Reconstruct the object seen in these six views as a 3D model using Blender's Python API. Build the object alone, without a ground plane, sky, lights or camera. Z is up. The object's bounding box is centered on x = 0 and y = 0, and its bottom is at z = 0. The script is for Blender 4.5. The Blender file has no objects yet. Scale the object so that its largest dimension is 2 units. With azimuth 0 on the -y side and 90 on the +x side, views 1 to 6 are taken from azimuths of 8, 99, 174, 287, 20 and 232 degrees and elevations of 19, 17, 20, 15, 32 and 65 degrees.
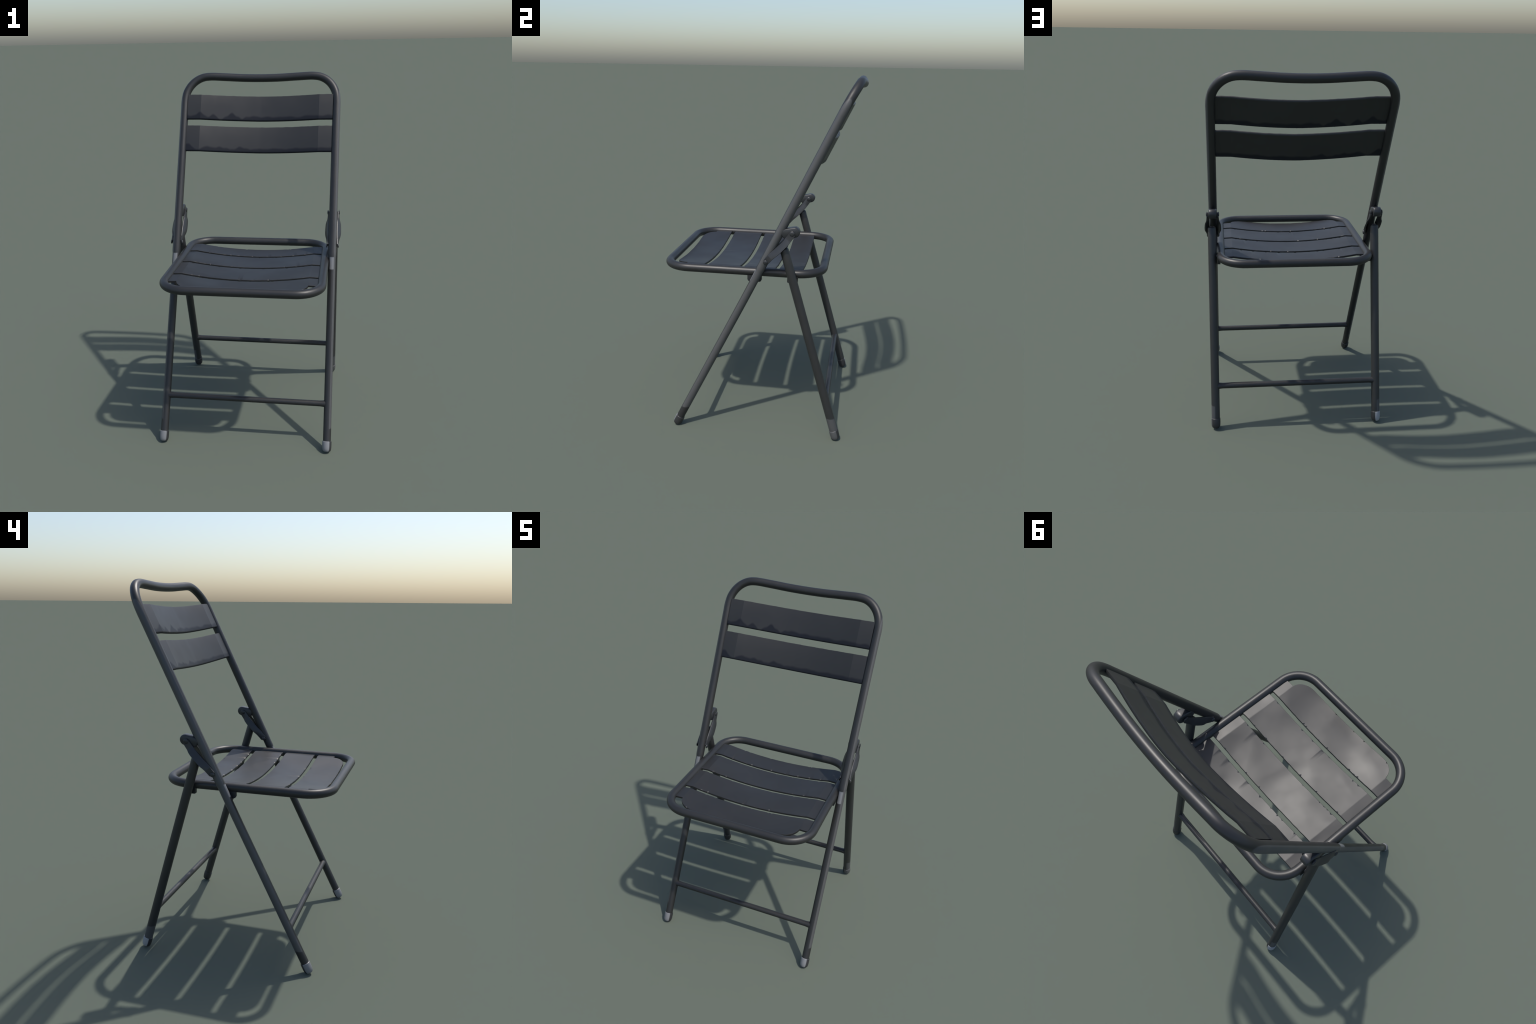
"""Folding metal bistro chair: bent tube back frame, tube seat frame, pressed sheet slats,
splayed back legs, linked by bowed hinge arms.  Metres, z up, front of the chair towards -y."""
import bpy, math, random
from mathutils import Vector, noise

rng = random.Random(7)

# ------------------------------------------------------------------ key sizes
R_UP = 0.0237            # back frame tube above the seat pivot
R_LOW = 0.0220           # the same tube below the pivot (front leg)
R_SEAT = 0.0235          # seat frame tube
R_LEG = 0.0239           # back leg tube
R_BAR = 0.0165           # cross bars
FX = 0.4635              # half width of the back frame
LX = 0.4702              # half width of the back legs
SX = 0.4222              # half width of the seat frame axis
SZ = 0.9657              # height of the seat frame axis
SY0, SY1 = -0.5225, 0.3600   # front and rear of the seat frame axis
PIVOT_Z = 0.990


def front_y(z):
    """y of the back-frame tube axis at height z (very slightly kinked at the pivot)."""
    return -0.0401 + (z - 0.85) * (0.4990 if z < 0.85 else 0.4846)


def leg_y(z):
    return 0.467 - 0.2911 * (z - 0.05)


# ------------------------------------------------------------------ materials
def metal_paint(name, base=(0.0185, 0.0185, 0.0185), rough=0.44, patch=None, patch_col=(0.30, 0.305, 0.31), dents=0.35, zones=None, band=None, facets=0.0):
    """Dark powder-coated metal.  patch = list of (centre, radius) pale spots (object coordinates).
    zones = list of (bounds, colour): recoloured areas where dot(direction, |x| y z) > limit for every (direction, limit)."""
    m = bpy.data.materials.new(name)
    m.use_nodes = True
    nt = m.node_tree
    nd, lk = nt.nodes, nt.links
    bsdf = nd["Principled BSDF"]
    tc = nd.new("ShaderNodeTexCoord")

    def noise_tex(scale, detail, rough_=0.55):
        n = nd.new("ShaderNodeTexNoise")
        n.inputs["Scale"].default_value = scale
        n.inputs["Detail"].default_value = detail
        n.inputs["Roughness"].default_value = rough_
        lk.new(tc.outputs["Object"], n.inputs["Vector"])
        return n

    # broad, faint mottling of the paint
    mott = noise_tex(5.0, 3.0)
    ramp = nd.new("ShaderNodeValToRGB")
    ramp.color_ramp.elements[0].position = 0.30
    ramp.color_ramp.elements[0].color = (*[c * 0.90 for c in base], 1)
    ramp.color_ramp.elements[1].position = 0.72
    ramp.color_ramp.elements[1].color = (*[c * 1.10 for c in base], 1)
    lk.new(mott.outputs["Fac"], ramp.inputs["Fac"])
    col = ramp.outputs["Color"]

    def mix(fac, a, b_col):
        mx = nd.new("ShaderNodeMix")
        mx.data_type = "RGBA"
        lk.new(fac, mx.inputs["Factor"])
        lk.new(a, mx.inputs["A"])
        mx.inputs["B"].default_value = (*b_col, 1)
        return mx.outputs["Result"]

    if patch:
        total = None
        wob = noise_tex(60.0, 2.0)
        for centre, radius in patch:
            dist = nd.new("ShaderNodeVectorMath")
            dist.operation = "DISTANCE"
            lk.new(tc.outputs["Object"], dist.inputs[0])
            dist.inputs[1].default_value = centre
            jig = nd.new("ShaderNodeMath")
            jig.operation = "MULTIPLY_ADD"
            lk.new(wob.outputs["Fac"], jig.inputs[0])
            jig.inputs[1].default_value = 0.008
            lk.new(dist.outputs["Value"], jig.inputs[2])
            mr = nd.new("ShaderNodeMapRange")
            mr.inputs["From Min"].default_value = radius + 0.003
            mr.inputs["From Max"].default_value = radius + 0.007
            mr.inputs["To Min"].default_value = 1.0
            mr.inputs["To Max"].default_value = 0.0
            lk.new(jig.outputs[0], mr.inputs["Value"])
            if total is None:
                total = mr.outputs["Result"]
            else:
                mxm = nd.new("ShaderNodeMath")
                mxm.operation = "MAXIMUM"
                lk.new(total, mxm.inputs[0])
                lk.new(mr.outputs["Result"], mxm.inputs[1])
                total = mxm.outputs[0]
        col = mix(total, col, patch_col)
    if zones:
        ab = nd.new("ShaderNodeSeparateXYZ")
        lk.new(tc.outputs["Object"], ab.inputs[0])
        ax = nd.new("ShaderNodeMath")
        ax.operation = "ABSOLUTE"
        lk.new(ab.outputs["X"], ax.inputs[0])
        cb = nd.new("ShaderNodeCombineXYZ")
        lk.new(ax.outputs[0], cb.inputs["X"])
        lk.new(ab.outputs["Y"], cb.inputs["Y"])
        lk.new(ab.outputs["Z"], cb.inputs["Z"])
        for bounds, zcol in zones:
            prod = None
            for direction, limit in bounds:
                dt = nd.new("ShaderNodeVectorMath")
                dt.operation = "DOT_PRODUCT"
                lk.new(cb.outputs[0], dt.inputs[0])
                dt.inputs[1].default_value = direction
                st = nd.new("ShaderNodeMapRange")
                st.inputs["From Min"].default_value = limit - 0.0015
                st.inputs["From Max"].default_value = limit + 0.0015
                lk.new(dt.outputs["Value"], st.inputs["Value"])
                if prod is None:
                    prod = st.outputs["Result"]
                else:
                    mu = nd.new("ShaderNodeMath")
                    mu.operation = "MULTIPLY"
                    lk.new(prod, mu.inputs[0])
                    lk.new(st.outputs["Result"], mu.inputs[1])
                    prod = mu.outputs[0]
            col = mix(prod, col, zcol)
    lk.new(col, bsdf.inputs["Base Color"])

    # roughness varies over the coating
    rn = noise_tex(3.3, 3.0)
    rr = nd.new("ShaderNodeMapRange")
    rr.inputs["From Min"].default_value = 0.3
    rr.inputs["From Max"].default_value = 0.7
    rr.inputs["To Min"].default_value = rough - 0.05
    rr.inputs["To Max"].default_value = rough + 0.06
    lk.new(rn.outputs["Fac"], rr.inputs["Value"])
    rough_out = rr.outputs["Result"]
    if band:
        # dark bluish band along the lower edge of a sheet, with a peaked, wandering upper limit
        direction, start, width, seed = band
        ds = nd.new("ShaderNodeVectorMath")
        ds.operation = "DOT_PRODUCT"
        lk.new(tc.outputs["Object"], ds.inputs[0])
        ds.inputs[1].default_value = direction
        sx = nd.new("ShaderNodeSeparateXYZ")
        lk.new(tc.outputs["Object"], sx.inputs[0])

        def noise_1d(scale, off):
            mul = nd.new("ShaderNodeMath")
            mul.operation = "ADD"
            lk.new(sx.outputs["X"], mul.inputs[0])
            mul.inputs[1].default_value = off
            nn = nd.new("ShaderNodeTexNoise")
            nn.noise_dimensions = "1D"
            nn.inputs["Scale"].default_value = scale
            nn.inputs["Detail"].default_value = 0.6
            lk.new(mul.outputs[0], nn.inputs["W"])
            return nn.outputs["Fac"]
        wild = nd.new("ShaderNodeMapRange")          # peaks are stronger on the left
        wild.inputs["From Min"].default_value = 0.02
        wild.inputs["From Max"].default_value = -0.10
        wild.inputs["To Min"].default_value = 0.25
        wild.inputs["To Max"].default_value = 1.0
        lk.new(sx.outputs["X"], wild.inputs["Value"])
        pk = nd.new("ShaderNodeMath")
        pk.operation = "SUBTRACT"
        lk.new(noise_1d(15.0, seed), pk.inputs[0])
        pk.inputs[1].default_value = 0.5
        pk2 = nd.new("ShaderNodeMath")
        pk2.operation = "MULTIPLY"
        lk.new(pk.outputs[0], pk2.inputs[0])
        lk.new(wild.outputs["Result"], pk2.inputs[1])
        lim = nd.new("ShaderNodeMath")
        lim.operation = "MULTIPLY_ADD"
        lk.new(pk2.outputs[0], lim.inputs[0])
        lim.inputs[1].default_value = width * 2.3
        lim.inputs[2].default_value = start + width
        gap = nd.new("ShaderNodeMath")
        gap.operation = "SUBTRACT"
        lk.new(lim.outputs[0], gap.inputs[0])
        lk.new(ds.outputs["Value"], gap.inputs[1])
        edge = nd.new("ShaderNodeMapRange")
        edge.inputs["From Min"].default_value = -0.002
        edge.inputs["From Max"].default_value = 0.010
        lk.new(gap.outputs[0], edge.inputs["Value"])
        spec = nd.new("ShaderNodeMapRange")          # lower specular level inside the dark band
        spec.inputs["To Min"].default_value = 0.5
        spec.inputs["To Max"].default_value = 0.22
        lk.new(edge.outputs["Result"], spec.inputs["Value"])
        lk.new(spec.outputs["Result"], bsdf.inputs["Specular IOR Level"])
        col = mix(edge.outputs["Result"], col, (0.0105, 0.0118, 0.0165))
        lk.new(col, bsdf.inputs["Base Color"])
    lk.new(rough_out, bsdf.inputs["Roughness"])

    # shallow dents plus a very fine orange-peel of the coating
    big = noise_tex(4.2, 1.0)
    b1 = nd.new("ShaderNodeBump")
    b1.inputs["Strength"].default_value = dents
    b1.inputs["Distance"].default_value = 0.012
    height = big.outputs["Fac"]
    if facets:
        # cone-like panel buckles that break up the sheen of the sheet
        vo = nd.new("ShaderNodeTexVoronoi")
        vo.feature = "SMOOTH_F1"
        vo.inputs["Smoothness"].default_value = 0.55
        vo.inputs["Scale"].default_value = 4.6
        wv = noise_tex(3.0, 0.0)
        wob_v = nd.new("ShaderNodeVectorMath")
        wob_v.operation = "MULTIPLY_ADD"
        lk.new(wv.outputs["Color"], wob_v.inputs[0])
        wob_v.inputs[1].default_value = (0.18, 0.18, 0.18)
        lk.new(tc.outputs["Object"], wob_v.inputs[2])
        lk.new(wob_v.outputs[0], vo.inputs["Vector"])
        ma = nd.new("ShaderNodeMath")
        ma.operation = "MULTIPLY_ADD"
        lk.new(vo.outputs["Distance"], ma.inputs[0])
        ma.inputs[1].default_value = facets
        lk.new(height, ma.inputs[2])
        height = ma.outputs[0]
    lk.new(height, b1.inputs["Height"])
    fine = noise_tex(260.0, 2.0)
    b2 = nd.new("ShaderNodeBump")
    b2.inputs["Strength"].default_value = 0.04
    b2.inputs["Distance"].default_value = 0.001
    lk.new(fine.outputs["Fac"], b2.inputs["Height"])
    lk.new(b1.outputs["Normal"], b2.inputs["Normal"])
    lk.new(b2.outputs["Normal"], bsdf.inputs["Normal"])
    return m


PAINT = metal_paint("dark_paint", dents=0.12)
PAINT_SLAT = metal_paint("dark_paint_sheet", rough=0.48, dents=0.60, facets=1.3)
PAINT_HINGE = metal_paint("dark_paint_hinge", base=(0.023, 0.0245, 0.0265), rough=0.40, dents=0.5)
GROOVE = metal_paint("dark_seam", base=(0.004, 0.004, 0.005), rough=0.6)

# ------------------------------------------------------------------ scene tree
root = bpy.data.objects.new("folding_chair", None)
bpy.context.collection.objects.link(root)
root["label"] = "dark grey folding metal garden chair with slatted seat"
root["category"] = "folding chair"


def add_mesh(name, verts, faces, mat, parent=root, smooth=True, angle=35.0):
    me = bpy.data.meshes.new(name)
    me.from_pydata([tuple(v) for v in verts], [], faces)
    me.materials.append(mat)
    me.validate()
    me.update()
    if smooth:
        me.shade_smooth()
        if angle is not None:
            me.set_sharp_from_angle(angle=math.radians(angle))
    ob = bpy.data.objects.new(name, me)
    bpy.context.collection.objects.link(ob)
    ob.parent = parent
    return ob


def instance(name, src, mirror=True, parent=root, loc=None):
    ob = src.copy()
    ob.name = name
    if mirror:
        ob.scale = (-1, 1, 1)
    if loc:
        ob.location = loc
    bpy.context.collection.objects.link(ob)
    ob.parent = parent
    return ob


# ------------------------------------------------------------------ shape helpers
def catmull(points, step=0.012):
    """Smooth curve through the points, sampled about every step metres."""
    P = [Vector(p) for p in points]
    P = [P[0] * 2 - P[1]] + P + [P[-1] * 2 - P[-2]]
    out = []
    for i in range(1, len(P) - 2):
        a, b, c, d = P[i - 1], P[i], P[i + 1], P[i + 2]
        t0 = 0.0
        t1 = t0 + (b - a).length ** 0.5
        t2 = t1 + (c - b).length ** 0.5
        t3 = t2 + (d - c).length ** 0.5
        n = max(2, int((c - b).length / step))
        for k in range(n):
            t = t1 + (t2 - t1) * k / n
            A1 = a * ((t1 - t) / (t1 - t0)) + b * ((t - t0) / (t1 - t0))
            A2 = b * ((t2 - t) / (t2 - t1)) + c * ((t - t1) / (t2 - t1))
            A3 = c * ((t3 - t) / (t3 - t2)) + d * ((t - t2) / (t3 - t2))
            B1 = A1 * ((t2 - t) / (t2 - t0)) + A2 * ((t - t0) / (t2 - t0))
            B2 = A2 * ((t3 - t) / (t3 - t1)) + A3 * ((t - t1) / (t3 - t1))
            out.append(B1 * ((t2 - t) / (t2 - t1)) + B2 * ((t - t1) / (t2 - t1)))
    out.append(P[-2])
    return out


def tube(path, radius, closed=False, seg=28, cap=0.0):
    """Sweep a circle along the path.  radius: number or function(index, point).  cap>0 rounds the ends."""
    P = [Vector(p) for p in path]
    n = len(P)
    rad = radius if callable(radius) else (lambda i, p: radius)
    T = []
    for i in range(n):
        a = P[i - 1] if (i > 0 or closed) else P[i]
        b = P[(i + 1) % n] if (i < n - 1 or closed) else P[i]
        T.append((b - a).normalized())
    ref = Vector((1, 0, 0)) if abs(T[0].x) < 0.8 else Vector((0, 0, 1))
    N = (ref - T[0] * ref.dot(T[0])).normalized()
    verts, faces, rings = [], [], []

    def ring(c, t, nrm, r):
        b = t.cross(nrm)
        rings.append(len(verts))
        for k in range(seg):
            a = 2 * math.pi * k / seg
            verts.append(c + nrm * (math.cos(a) * r) + b * (math.sin(a) * r))

    if not closed and cap > 0:
        for u in (0.0, 0.3, 0.6, 0.85):
            ring(P[0] - T[0] * cap * math.cos(u * math.pi / 2) , T[0], N, rad(0, P[0]) * max(0.05, math.sin(u * math.pi / 2)))
    for i in range(n):
        N = (N - T[i] * N.dot(T[i])).normalized()
        ring(P[i], T[i], N, rad(i, P[i]))
    if not closed and cap > 0:
        for u in (0.85, 0.6, 0.3, 0.0):
            ring(P[-1] + T[-1] * cap * math.cos(u * math.pi / 2), T[-1], N, rad(n - 1, P[-1]) * max(0.05, math.sin(u * math.pi / 2)))
    m = len(rings)
    for i in range(m if closed else m - 1):
        a, b = rings[i], rings[(i + 1) % m]
        for k in range(seg):
            k2 = (k + 1) % seg
            faces.append((a + k, a + k2, b + k2, b + k))
    if not closed:
        faces.append(tuple(rings[0] + k for k in reversed(range(seg))))
        faces.append(tuple(rings[-1] + k for k in range(seg)))
    return verts, faces


def rounded_rect(x, y0, y1, r, z, per=14, step=0.05):
    pts = []
    corners = [(x - r, y1 - r, 0), (-x + r, y1 - r, 90), (-x + r, y0 + r, 180), (x - r, y0 + r, 270)]
    for j, (cx, cy, a0) in enumerate(corners):
        for k in range(per + 1):
            a = math.radians(a0 + 90 * k / per)
            pts.append(Vector((cx + r * math.cos(a), cy + r * math.sin(a), z)))
        nx = corners[(j + 1) % 4]
        a = math.radians(nx[2])
        q = Vector((nx[0] + r * math.cos(a), nx[1] + r * math.sin(a), z))
        p = pts[-1].copy()
        c = max(2, int((q - p).length / step))
        pts += [p.lerp(q, k / c) for k in range(1, c)]
    return pts


def loft(sections, close_ends=True):
    """Skin equal-length closed cross-sections."""
    verts, faces = [], []
    m = len(sections[0])
    for s in sections:
        verts += list(s)
    for i in range(len(sections) - 1):
        for k in range(m):
            k2 = (k + 1) % m
            faces.append((i * m + k, i * m + k2, (i + 1) * m + k2, (i + 1) * m + k))
    if close_ends:
        faces.append(tuple(reversed(range(m))))
        faces.append(tuple((len(sections) - 1) * m + k for k in range(m)))
    return verts, faces


# ------------------------------------------------------------------ back frame (loop of bent tube)
def back_frame():
    half = []
    for z in (0.03, 0.20, 0.40, 0.60, 0.80, 0.93, 0.985, 1.0, 1.20, 1.40, 1.60, 1.72, 1.80, 1.838):
        half.append((FX + 0.0026 * max(0.0, 1 - z / 0.9), front_y(z), z))
    cz, cx, r = 1.838, 0.322, FX - 0.322
    for a in (18, 36, 54, 72, 90):
        a = math.radians(a)
        z = cz + (1.9760 - cz) * math.sin(a)
        half.append((cx + r * math.cos(a), front_y(z) + 0.009 * math.sin(a) ** 2, z))
    half += [(0.22, 0.5205, 1.9720), (0.11, 0.5250, 1.9660)]
    pts = half + [(0.0, 0.5265, 1.9640)] + [(-x, y, z) for x, y, z in reversed(half)]
    path = catmull(pts, 0.014)

    def rad(i, p):
        t = min(1.0, max(0.0, (p.z - (PIVOT_Z - 0.006)) / 0.012))
        return R_LOW + (R_UP - R_LOW) * t * t * (3 - 2 * t)
    v, f = tube(path, rad)
    c0 = 0.8999 * 0.0159 + 0.4361 * 0.9
    zones = [
        # side highlight baked into the colour: outer tube sides lightened lengthwise
        ([((1, 0, 0), FX + 0.0115), ((0, 0, 1), 0.125)], (0.066, 0.067, 0.068)),
        # pale patch in front of the seat pivot
        ([((0, -0.8999, 0.4361), c0 + 0.0185), ((0, 0, 1), 0.928), ((0, 0, -1), -0.992)], (0.15, 0.155, 0.16)),
    ]
    mat = metal_paint("dark_paint_frame", zones=zones, dents=0.12)
    return add_mesh("back_frame", v, f, mat)


frame = back_frame()

# ------------------------------------------------------------------ seat frame
v, f = tube(rounded_rect(SX, SY0, SY1, 0.138, SZ), R_SEAT, closed=True)
seat_frame = add_mesh("seat_frame", v, f, PAINT)

# ------------------------------------------------------------------ back legs
LEG_TOP = 1.111


def leg_path(z0, z1, n=16):
    return [Vector((LX, leg_y(z0 + (z1 - z0) * k / n), z0 + (z1 - z0) * k / n)) for k in range(n + 1)]


v, f = tube(leg_path(0.03, LEG_TOP), R_LEG, cap=0.014)
LEG_PAINT = metal_paint("dark_paint_leg", base=(0.026, 0.0265, 0.0265), dents=0.12,
                        zones=[([((1, 0, 0), LX + 0.003), ((0, 0, -1), -0.137)], (0.07, 0.071, 0.073))])
leg = add_mesh("back_leg", v, f, LEG_PAINT)
instance("back_leg", leg)

# ------------------------------------------------------------------ foot caps
def foot_cap(name, p0, p1, r, pale_dir, pale, size):
    """Moulded cap: short collar, straight sleeve and a domed sole, along the leg axis p0 (ground) -> p1."""
    d = (p1 - p0).normalized()
    prof = [(0.0, 0.45), (0.001, 0.70), (0.004, 0.87), (0.010, 1.00), (0.018, 1.07), (0.030, 1.10),
            (0.052, 1.10), (0.0565, 1.07), (0.0585, 0.97)]
    path = [p0 + d * t for t, _ in prof]
    side = Vector((1, 0, 0))
    nrm = side.cross(d).normalized()
    verts, faces = [], []
    seg = 28
    for c, (_, k) in zip(path, prof):
        for j in range(seg):
            a = 2 * math.pi * j / seg
            verts.append(c + side * (math.cos(a) * r * k) + nrm * (math.sin(a) * r * k))
    m = len(prof)
    for i in range(m - 1):
        for j in range(seg):
            j2 = (j + 1) % seg
            faces.append((i * seg + j, i * seg + j2, (i + 1) * seg + j2, (i + 1) * seg + j))
    faces.append(tuple(reversed(range(seg))))
    faces.append(tuple((m - 1) * seg + j for j in range(seg)))
    sx = 1.0 if p0.x > 0 else -1.0
    w = Vector((pale_dir[0] * sx, pale_dir[1], 0.0))     # zones are measured with |x|
    da = Vector((d.x * sx, d.y, d.z))
    w = (w - da * w.dot(da)).normalized()
    a0 = Vector((abs(p0.x), p0.y, p0.z))
    zones = [([(tuple(w), w.dot(a0) + r * size)], (pale, pale * 1.02, pale * 1.05))]
    mat = metal_paint("cap_paint", zones=zones, base=(0.024, 0.024, 0.025), dents=0.4)
    return add_mesh(name, verts, faces, mat)


def on_floor(x, yfun, lean=0.0):
    """Cap base point lifted so the tilted sole just touches the floor."""
    return Vector((x + lean, yfun(0.005), 0.005)), Vector((x, yfun(0.9), 0.9))


for s, wd, pale in ((1, (-0.60, -0.80, 0), 0.185), (-1, (-0.50, -0.86, 0), 0.165)):
    a, b = on_floor(s * FX, front_y, s * 0.0026)
    foot_cap("foot_cap", a, b, R_LOW + 0.0015, wd, pale, 0.30)
for s, wd, pale, size in ((1, (0.75, -0.65, 0), 0.075, 0.25), (-1, (-0.78, 0.62, 0), 0.30, 0.42)):
    a, b = on_floor(s * LX, leg_y)
    foot_cap("foot_cap", a, b, R_LEG, wd, pale, size)

# ------------------------------------------------------------------ cross bars
def crossbar(y, z, x, seam=None):
    path = [Vector((-x + 2 * x * k / 30, y, z)) for k in range(31)]
    # little weld flare at both ends
    def rad(i, p):
        e = (abs(p.x) - (x - 0.03)) / 0.03
        return R_BAR + (0.003 * e * e if e > 0 else 0)
    v, f = tube(path, rad, seg=24)
    return add_mesh("crossbar", v, f, PAINT)


zb = 0.238
crossbar(front_y(zb) + 0.001, zb, FX - 0.012)
zb = 0.2405
rear_bar = crossbar(leg_y(zb) + 0.001, zb, LX - 0.012)
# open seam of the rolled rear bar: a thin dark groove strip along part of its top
path = [Vector((0.20 + 0.22 * k / 16, leg_y(zb) - 0.001, zb + R_BAR - 0.0022)) for k in range(17)]
v, f = tube(path, lambda i, p: 0.0046 * math.sin(math.pi * (i + 0.5) / 17) ** 0.5, seg=8)
add_mesh("bar_seam", v, f, GROOVE, parent=rear_bar)

# ------------------------------------------------------------------ seat slats
CREASE = 0.353           # where the flat end tabs turn into the dished middle
S_END = 0.406


def seat_height(x):
    ax = abs(x)
    if ax >= CREASE:
        return 0.9715 + 0.0025 * (S_END - ax) / (S_END - CREASE)
    u = ax / CREASE
    return 0.9440 + 0.0300 * u ** 2


def seat_slat(y0, y1, front=False):
    """Sheet slat from y0 to y1 (thin, softly rolled long edges); the front one has a rounded nose."""
    th = 0.011
    xs = []
    n = 56
    for k in range(n + 1):
        xs.append(-S_END + 2 * S_END * k / n)
    for extra in (CREASE, CREASE - 0.004, CREASE + 0.004):
        xs += [extra, -extra]
    if front:
        for e in (0.3495, 0.3475, 0.344, 0.339, 0.331, 0.321):
            xs += [e, -e]
    xs = sorted(set(round(x, 5) for x in xs))
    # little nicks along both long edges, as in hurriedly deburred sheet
    nicks = {0: {}, 1: {}}
    taken = [CREASE, -CREASE]
    for edge in (0, 1):
        for k in range(11):
            c = rng.uniform(-CREASE + 0.02, CREASE - 0.02)
            if edge == 0 and front and rng.random() < 0.4:
                continue
            wd = rng.uniform(0.005, 0.011)
            if any(abs(c - q) < 2.2 * wd for q in taken):
                continue
            taken.append(c)
            xs = [x for x in xs if abs(x - c) > wd + 0.002]
            nicks[edge][round(c, 5)] = rng.uniform(0.003, 0.010)
            xs += [round(c, 5), round(c - wd, 5), round(c + wd, 5)]
    xs = sorted(set(xs))
    secs = []
    for x in xs:
        z = seat_height(x)
        na, nb = nicks[0].get(x, 0.0), nicks[1].get(x, 0.0)
        ya = y0
        if front:
            ax = abs(x)
            w, c = 0.351, 0.090
            if ax < w - c:
                ya = y0
            elif ax < w:
                u = (ax - (w - c)) / c
                ya = y0 + 0.072 * (1 - math.sqrt(max(0.0, 1 - u * u)))
            else:
                ya = y0 + 0.072
        jig = 0.0012 * noise.noise(Vector((x * 40, y0 * 9, 0)))
        yb = y1 + jig
        ya = ya - 0.0012 * noise.noise(Vector((x * 37, y1 * 9, 5)))
        e = 0.0035
        dent = 0.0014 * noise.noise(Vector((x * 7, y0 * 5, 3)))
        ym = (ya + yb) / 2
        secs.append([Vector((x, ya, z - th)), Vector((x, ya, z - 0.002 - na * 0.16)), Vector((x, ya + 0.0015 + na, z)),
                     Vector((x, ym, z + dent)),
                     Vector((x, yb - 0.0015 - nb, z)), Vector((x, yb, z - 0.002 - nb * 0.16)), Vector((x, yb, z - th))])
    v, f = loft(secs)
    f = [tuple(reversed(q)) for q in f]
    return add_mesh("seat_slat", v, f, PAINT_SLAT, angle=28)


seat_slat(-0.4790, -0.3045, front=True)
seat_slat(-0.2815, -0.1005)
seat_slat(-0.0780, 0.0985)
seat_slat(0.1210, 0.2515)

# ------------------------------------------------------------------ back slats
D = Vector((0, 0.4361, 0.8999))       # along the back
NRM = Vector((0, -0.8999, 0.4361))    # out of the front face
B_END = 0.4420
B_CREASE = 0.360


def back_slat(zt, zb_, off, seed):
    """Sheet slat between heights zt and zb_, flat at the ends and bowed backwards in the middle."""
    th = 0.013
    zc = (zt + zb_) / 2
    c = Vector((0, front_y(zc), zc))
    h = (zt - zb_) / 0.8999 / 2
    xs = [-B_END + 2 * B_END * k / 48 for k in range(49)]
    for extra in (B_CREASE, B_CREASE - 0.005, B_CREASE + 0.005):
        xs += [extra, -extra]
    xs = sorted(xs)
    secs = []
    for x in xs:
        ax = abs(x)
        if ax >= B_CREASE:
            n0 = off - 0.002 * (B_END - ax) / (B_END - B_CREASE)
        else:
            u = math.sqrt((ax / B_CREASE) ** 2 + 0.01) - 0.1
            n0 = off - 0.002 - 0.0350 * (1 - (u / 0.905) ** 1.75)
        if x < 0:                                        # the left half bows a little less
            n0 += 0.005 * math.sin(math.pi * min(1.0, -x / 0.5) ** 0.8)
        lip = 0.006 + 0.005 * noise.noise(Vector((x * 30, seed, 8)))
        jt = 0.0012 * noise.noise(Vector((x * 33, seed, 1)))

        def P(s, nn):
            return c + Vector((x, 0, 0)) + D * s + NRM * (n0 + nn)
        ht = h + jt
        secs.append([P(ht, -0.0012), P(ht - lip, 0), P(0.01, 0), P(-h + 0.010, 0), P(-h + 0.004, -0.0005), P(-h, -0.004), P(-h, -th), P(0.0, -th),
                     P(ht - 0.009, -th), P(ht, -th)])
    v, f = loft(secs)
    sheet = metal_paint("dark_paint_back_sheet", rough=0.49, dents=0.30, band=(tuple(D), D.dot(c) - h, 0.029, seed))
    ob = add_mesh("back_slat", v, f, sheet, angle=None)
    # crisp rear arrises, crisp end creases; front upper and lower edges stay soft
    me = ob.data
    m = 10
    nsec = len(secs)
    crease = {i for i, x in enumerate(xs) if abs(abs(x) - B_CREASE) < 1e-4}
    for e in me.edges:
        a, b = e.vertices
        if a % m == b % m:
            e.use_edge_sharp = (a % m) in (0, 6)
        else:
            sec = a // m
            e.use_edge_sharp = sec in crease or sec in (0, nsec - 1)
    return ob


back_slat(1.868, 1.728, 0.0150, 2.0)
back_slat(1.6935, 1.550, 0.0095, 7.0)

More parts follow.
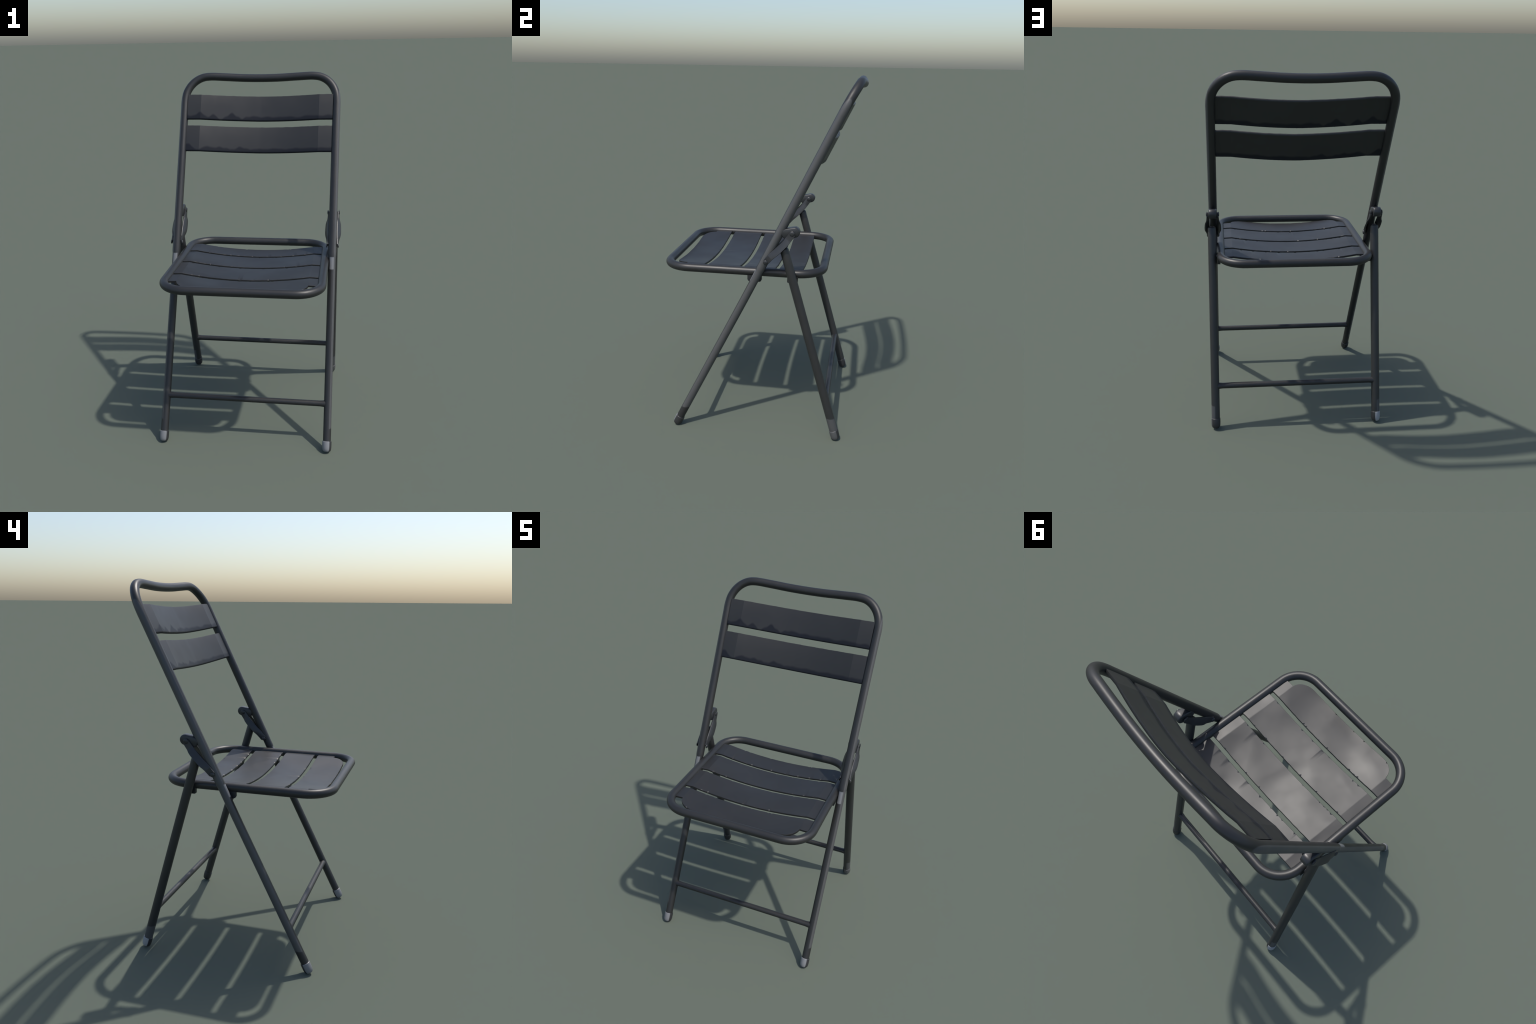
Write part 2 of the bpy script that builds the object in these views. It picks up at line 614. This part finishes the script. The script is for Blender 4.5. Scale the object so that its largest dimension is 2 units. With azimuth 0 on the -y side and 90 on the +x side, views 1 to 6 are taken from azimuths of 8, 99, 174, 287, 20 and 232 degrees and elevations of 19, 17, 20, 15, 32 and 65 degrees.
# ------------------------------------------------------------------ hinges
def arm(side):
    """Flat link bowed around the top of the back leg.  side=+1 outer, -1 inner (right hand of the chair)."""
    spine = catmull([(0.0, 0.062, 1.044), (0.45, 0.092, 1.078), (1.0, 0.128, 1.113), (0.9, 0.157, 1.144), (0.3, 0.183, 1.178), (0.12, 0.2045, 1.2080)], 0.010)
    secs = []
    n = len(spine)
    for i, p in enumerate(spine):
        a, b = spine[max(0, i - 1)], spine[min(n - 1, i + 1)]
        t = Vector((0, b.y - a.y, b.z - a.z)).normalized()
        w = Vector((0, t.z, -t.y))
        bulge = max(0.0, min(1.0, p.x))
        xr = FX + 0.001 + side * (0.0275 + 0.0168 * bulge)   # rear edge flares out round the leg
        xf = FX + 0.001 + side * (0.0275 - 0.0045 * bulge)   # front edge hugs the tube
        endk = min(1.0, (min(i, n - 1 - i) + 1.2) / 4.0)
        hw = 0.0175 * math.sqrt(1 - (1 - endk) ** 2)
        ht = 0.0042
        X = Vector((1, 0, 0))

        def Q(k, o):
            # w points up/forward: k=+1 is the front edge, -1 the rear edge
            u = (k + 1) / 2
            return Vector((xr + (xf - xr) * u, p.y, p.z)) - w * hw * k + X * o
        secs.append([Q(-0.9, ht), Q(-1, ht * 0.3), Q(-1, -ht * 0.6), Q(-0.85, -ht), Q(0.85, -ht), Q(1, -ht * 0.6), Q(1, ht * 0.3), Q(0.9, ht)])
    v, f = loft(secs)
    return add_mesh("hinge_arm", v, f, PAINT_HINGE, angle=50)


def block():
    """Rounded lug welded to the rear of the back frame; the arms pivot on it."""
    r = 0.0275
    a, b = Vector((0, 0.170, 1.2020)), Vector((0, 0.2125, 1.2115))
    d = (b - a).normalized()
    base = math.atan2(d.z, d.y)
    out = []
    for c, a0 in ((b, -90), (a, 90)):
        for k in range(13):
            g = base + math.radians(a0 + 180 * k / 12)
            out.append((c.y + r * math.cos(g), c.z + r * math.sin(g)))
    cy = sum(p[0] for p in out) / len(out)
    cz = sum(p[1] for p in out) / len(out)
    secs = []
    for x, k in ((-0.0225, 0.86), (-0.0205, 0.95), (-0.0165, 1.0), (0.0165, 1.0), (0.0205, 0.95), (0.0225, 0.86)):
        secs.append([Vector((FX + 0.001 + x, cy + (y - cy) * k, cz + (z - cz) * k)) for y, z in out])
    v, f = loft(secs)
    return add_mesh("hinge_block", v, f, PAINT_HINGE, angle=50)


def bolt(x, y, z, r, h, side):
    prof = [(0, r), (h * 0.45, r), (h * 0.8, r * 0.8), (h, r * 0.4)]
    verts, faces = [], []
    seg = 18
    for t, rr in prof:
        for k in range(seg):
            g = 2 * math.pi * k / seg
            verts.append(Vector((x + side * t, y + rr * math.cos(g), z + rr * math.sin(g))))
    for i in range(len(prof) - 1):
        for k in range(seg):
            k2 = (k + 1) % seg
            faces.append((i * seg + k, i * seg + k2, (i + 1) * seg + k2, (i + 1) * seg + k))
    faces.append(tuple((len(prof) - 1) * seg + k for k in range(seg)))
    return add_mesh("bolt", verts, faces, PAINT_HINGE, angle=50)


def pin(y, z, x0, x1, r):
    v, f = tube([Vector((x0, y, z)), Vector(((x0 + x1) / 2, y, z)), Vector((x1, y, z))], r, seg=18)
    return add_mesh("pivot_pin", v, f, PAINT_HINGE)


hinge_parts = []
for side in (1, -1):
    hinge_parts.append(("hinge_arm", arm(side)))
    xo = FX + 0.001 + side * 0.0305
    hinge_parts.append(("bolt", bolt(xo, 0.0615, 1.0435, 0.0120, 0.0065, side)))
    hinge_parts.append(("bolt", bolt(xo, 0.2015, 1.2070, 0.0140, 0.0065, side)))
hinge_parts.append(("hinge_block", block()))
for nm, ob in hinge_parts:
    instance(nm, ob)

# ------------------------------------------------------------------ seat brackets and pivot pins
def bracket(y0, y1, zt, zb_, x0, x1, cut):
    """Plate hanging under the seat tube beside a leg, lower corners rounded off."""
    out = [(y0, zt), (y0, zb_ + cut), (y0 + cut * 0.35, zb_ + cut * 0.3), (y0 + cut, zb_),
           (y1 - cut, zb_), (y1 - cut * 0.35, zb_ + cut * 0.3), (y1, zb_ + cut), (y1, zt)]
    secs = [[Vector((x, y, z)) for y, z in out] for x in (x0, x1)]
    v, f = loft(secs)
    f = [tuple(reversed(q)) for q in f]
    return add_mesh("seat_bracket", v, f, PAINT_HINGE, angle=30)


instance("seat_bracket", bracket(-0.046, 0.033, 0.966, 0.912, 0.4245, 0.4385, 0.012))
instance("seat_bracket", bracket(0.174, 0.232, 0.966, 0.918, 0.4255, 0.4425, 0.006))
instance("pivot_pin", pin(front_y(SZ - 0.004), SZ - 0.004, 0.425, 0.458, 0.012))
instance("pivot_pin", pin(leg_y(SZ - 0.004), SZ - 0.004, 0.425, 0.462, 0.012))
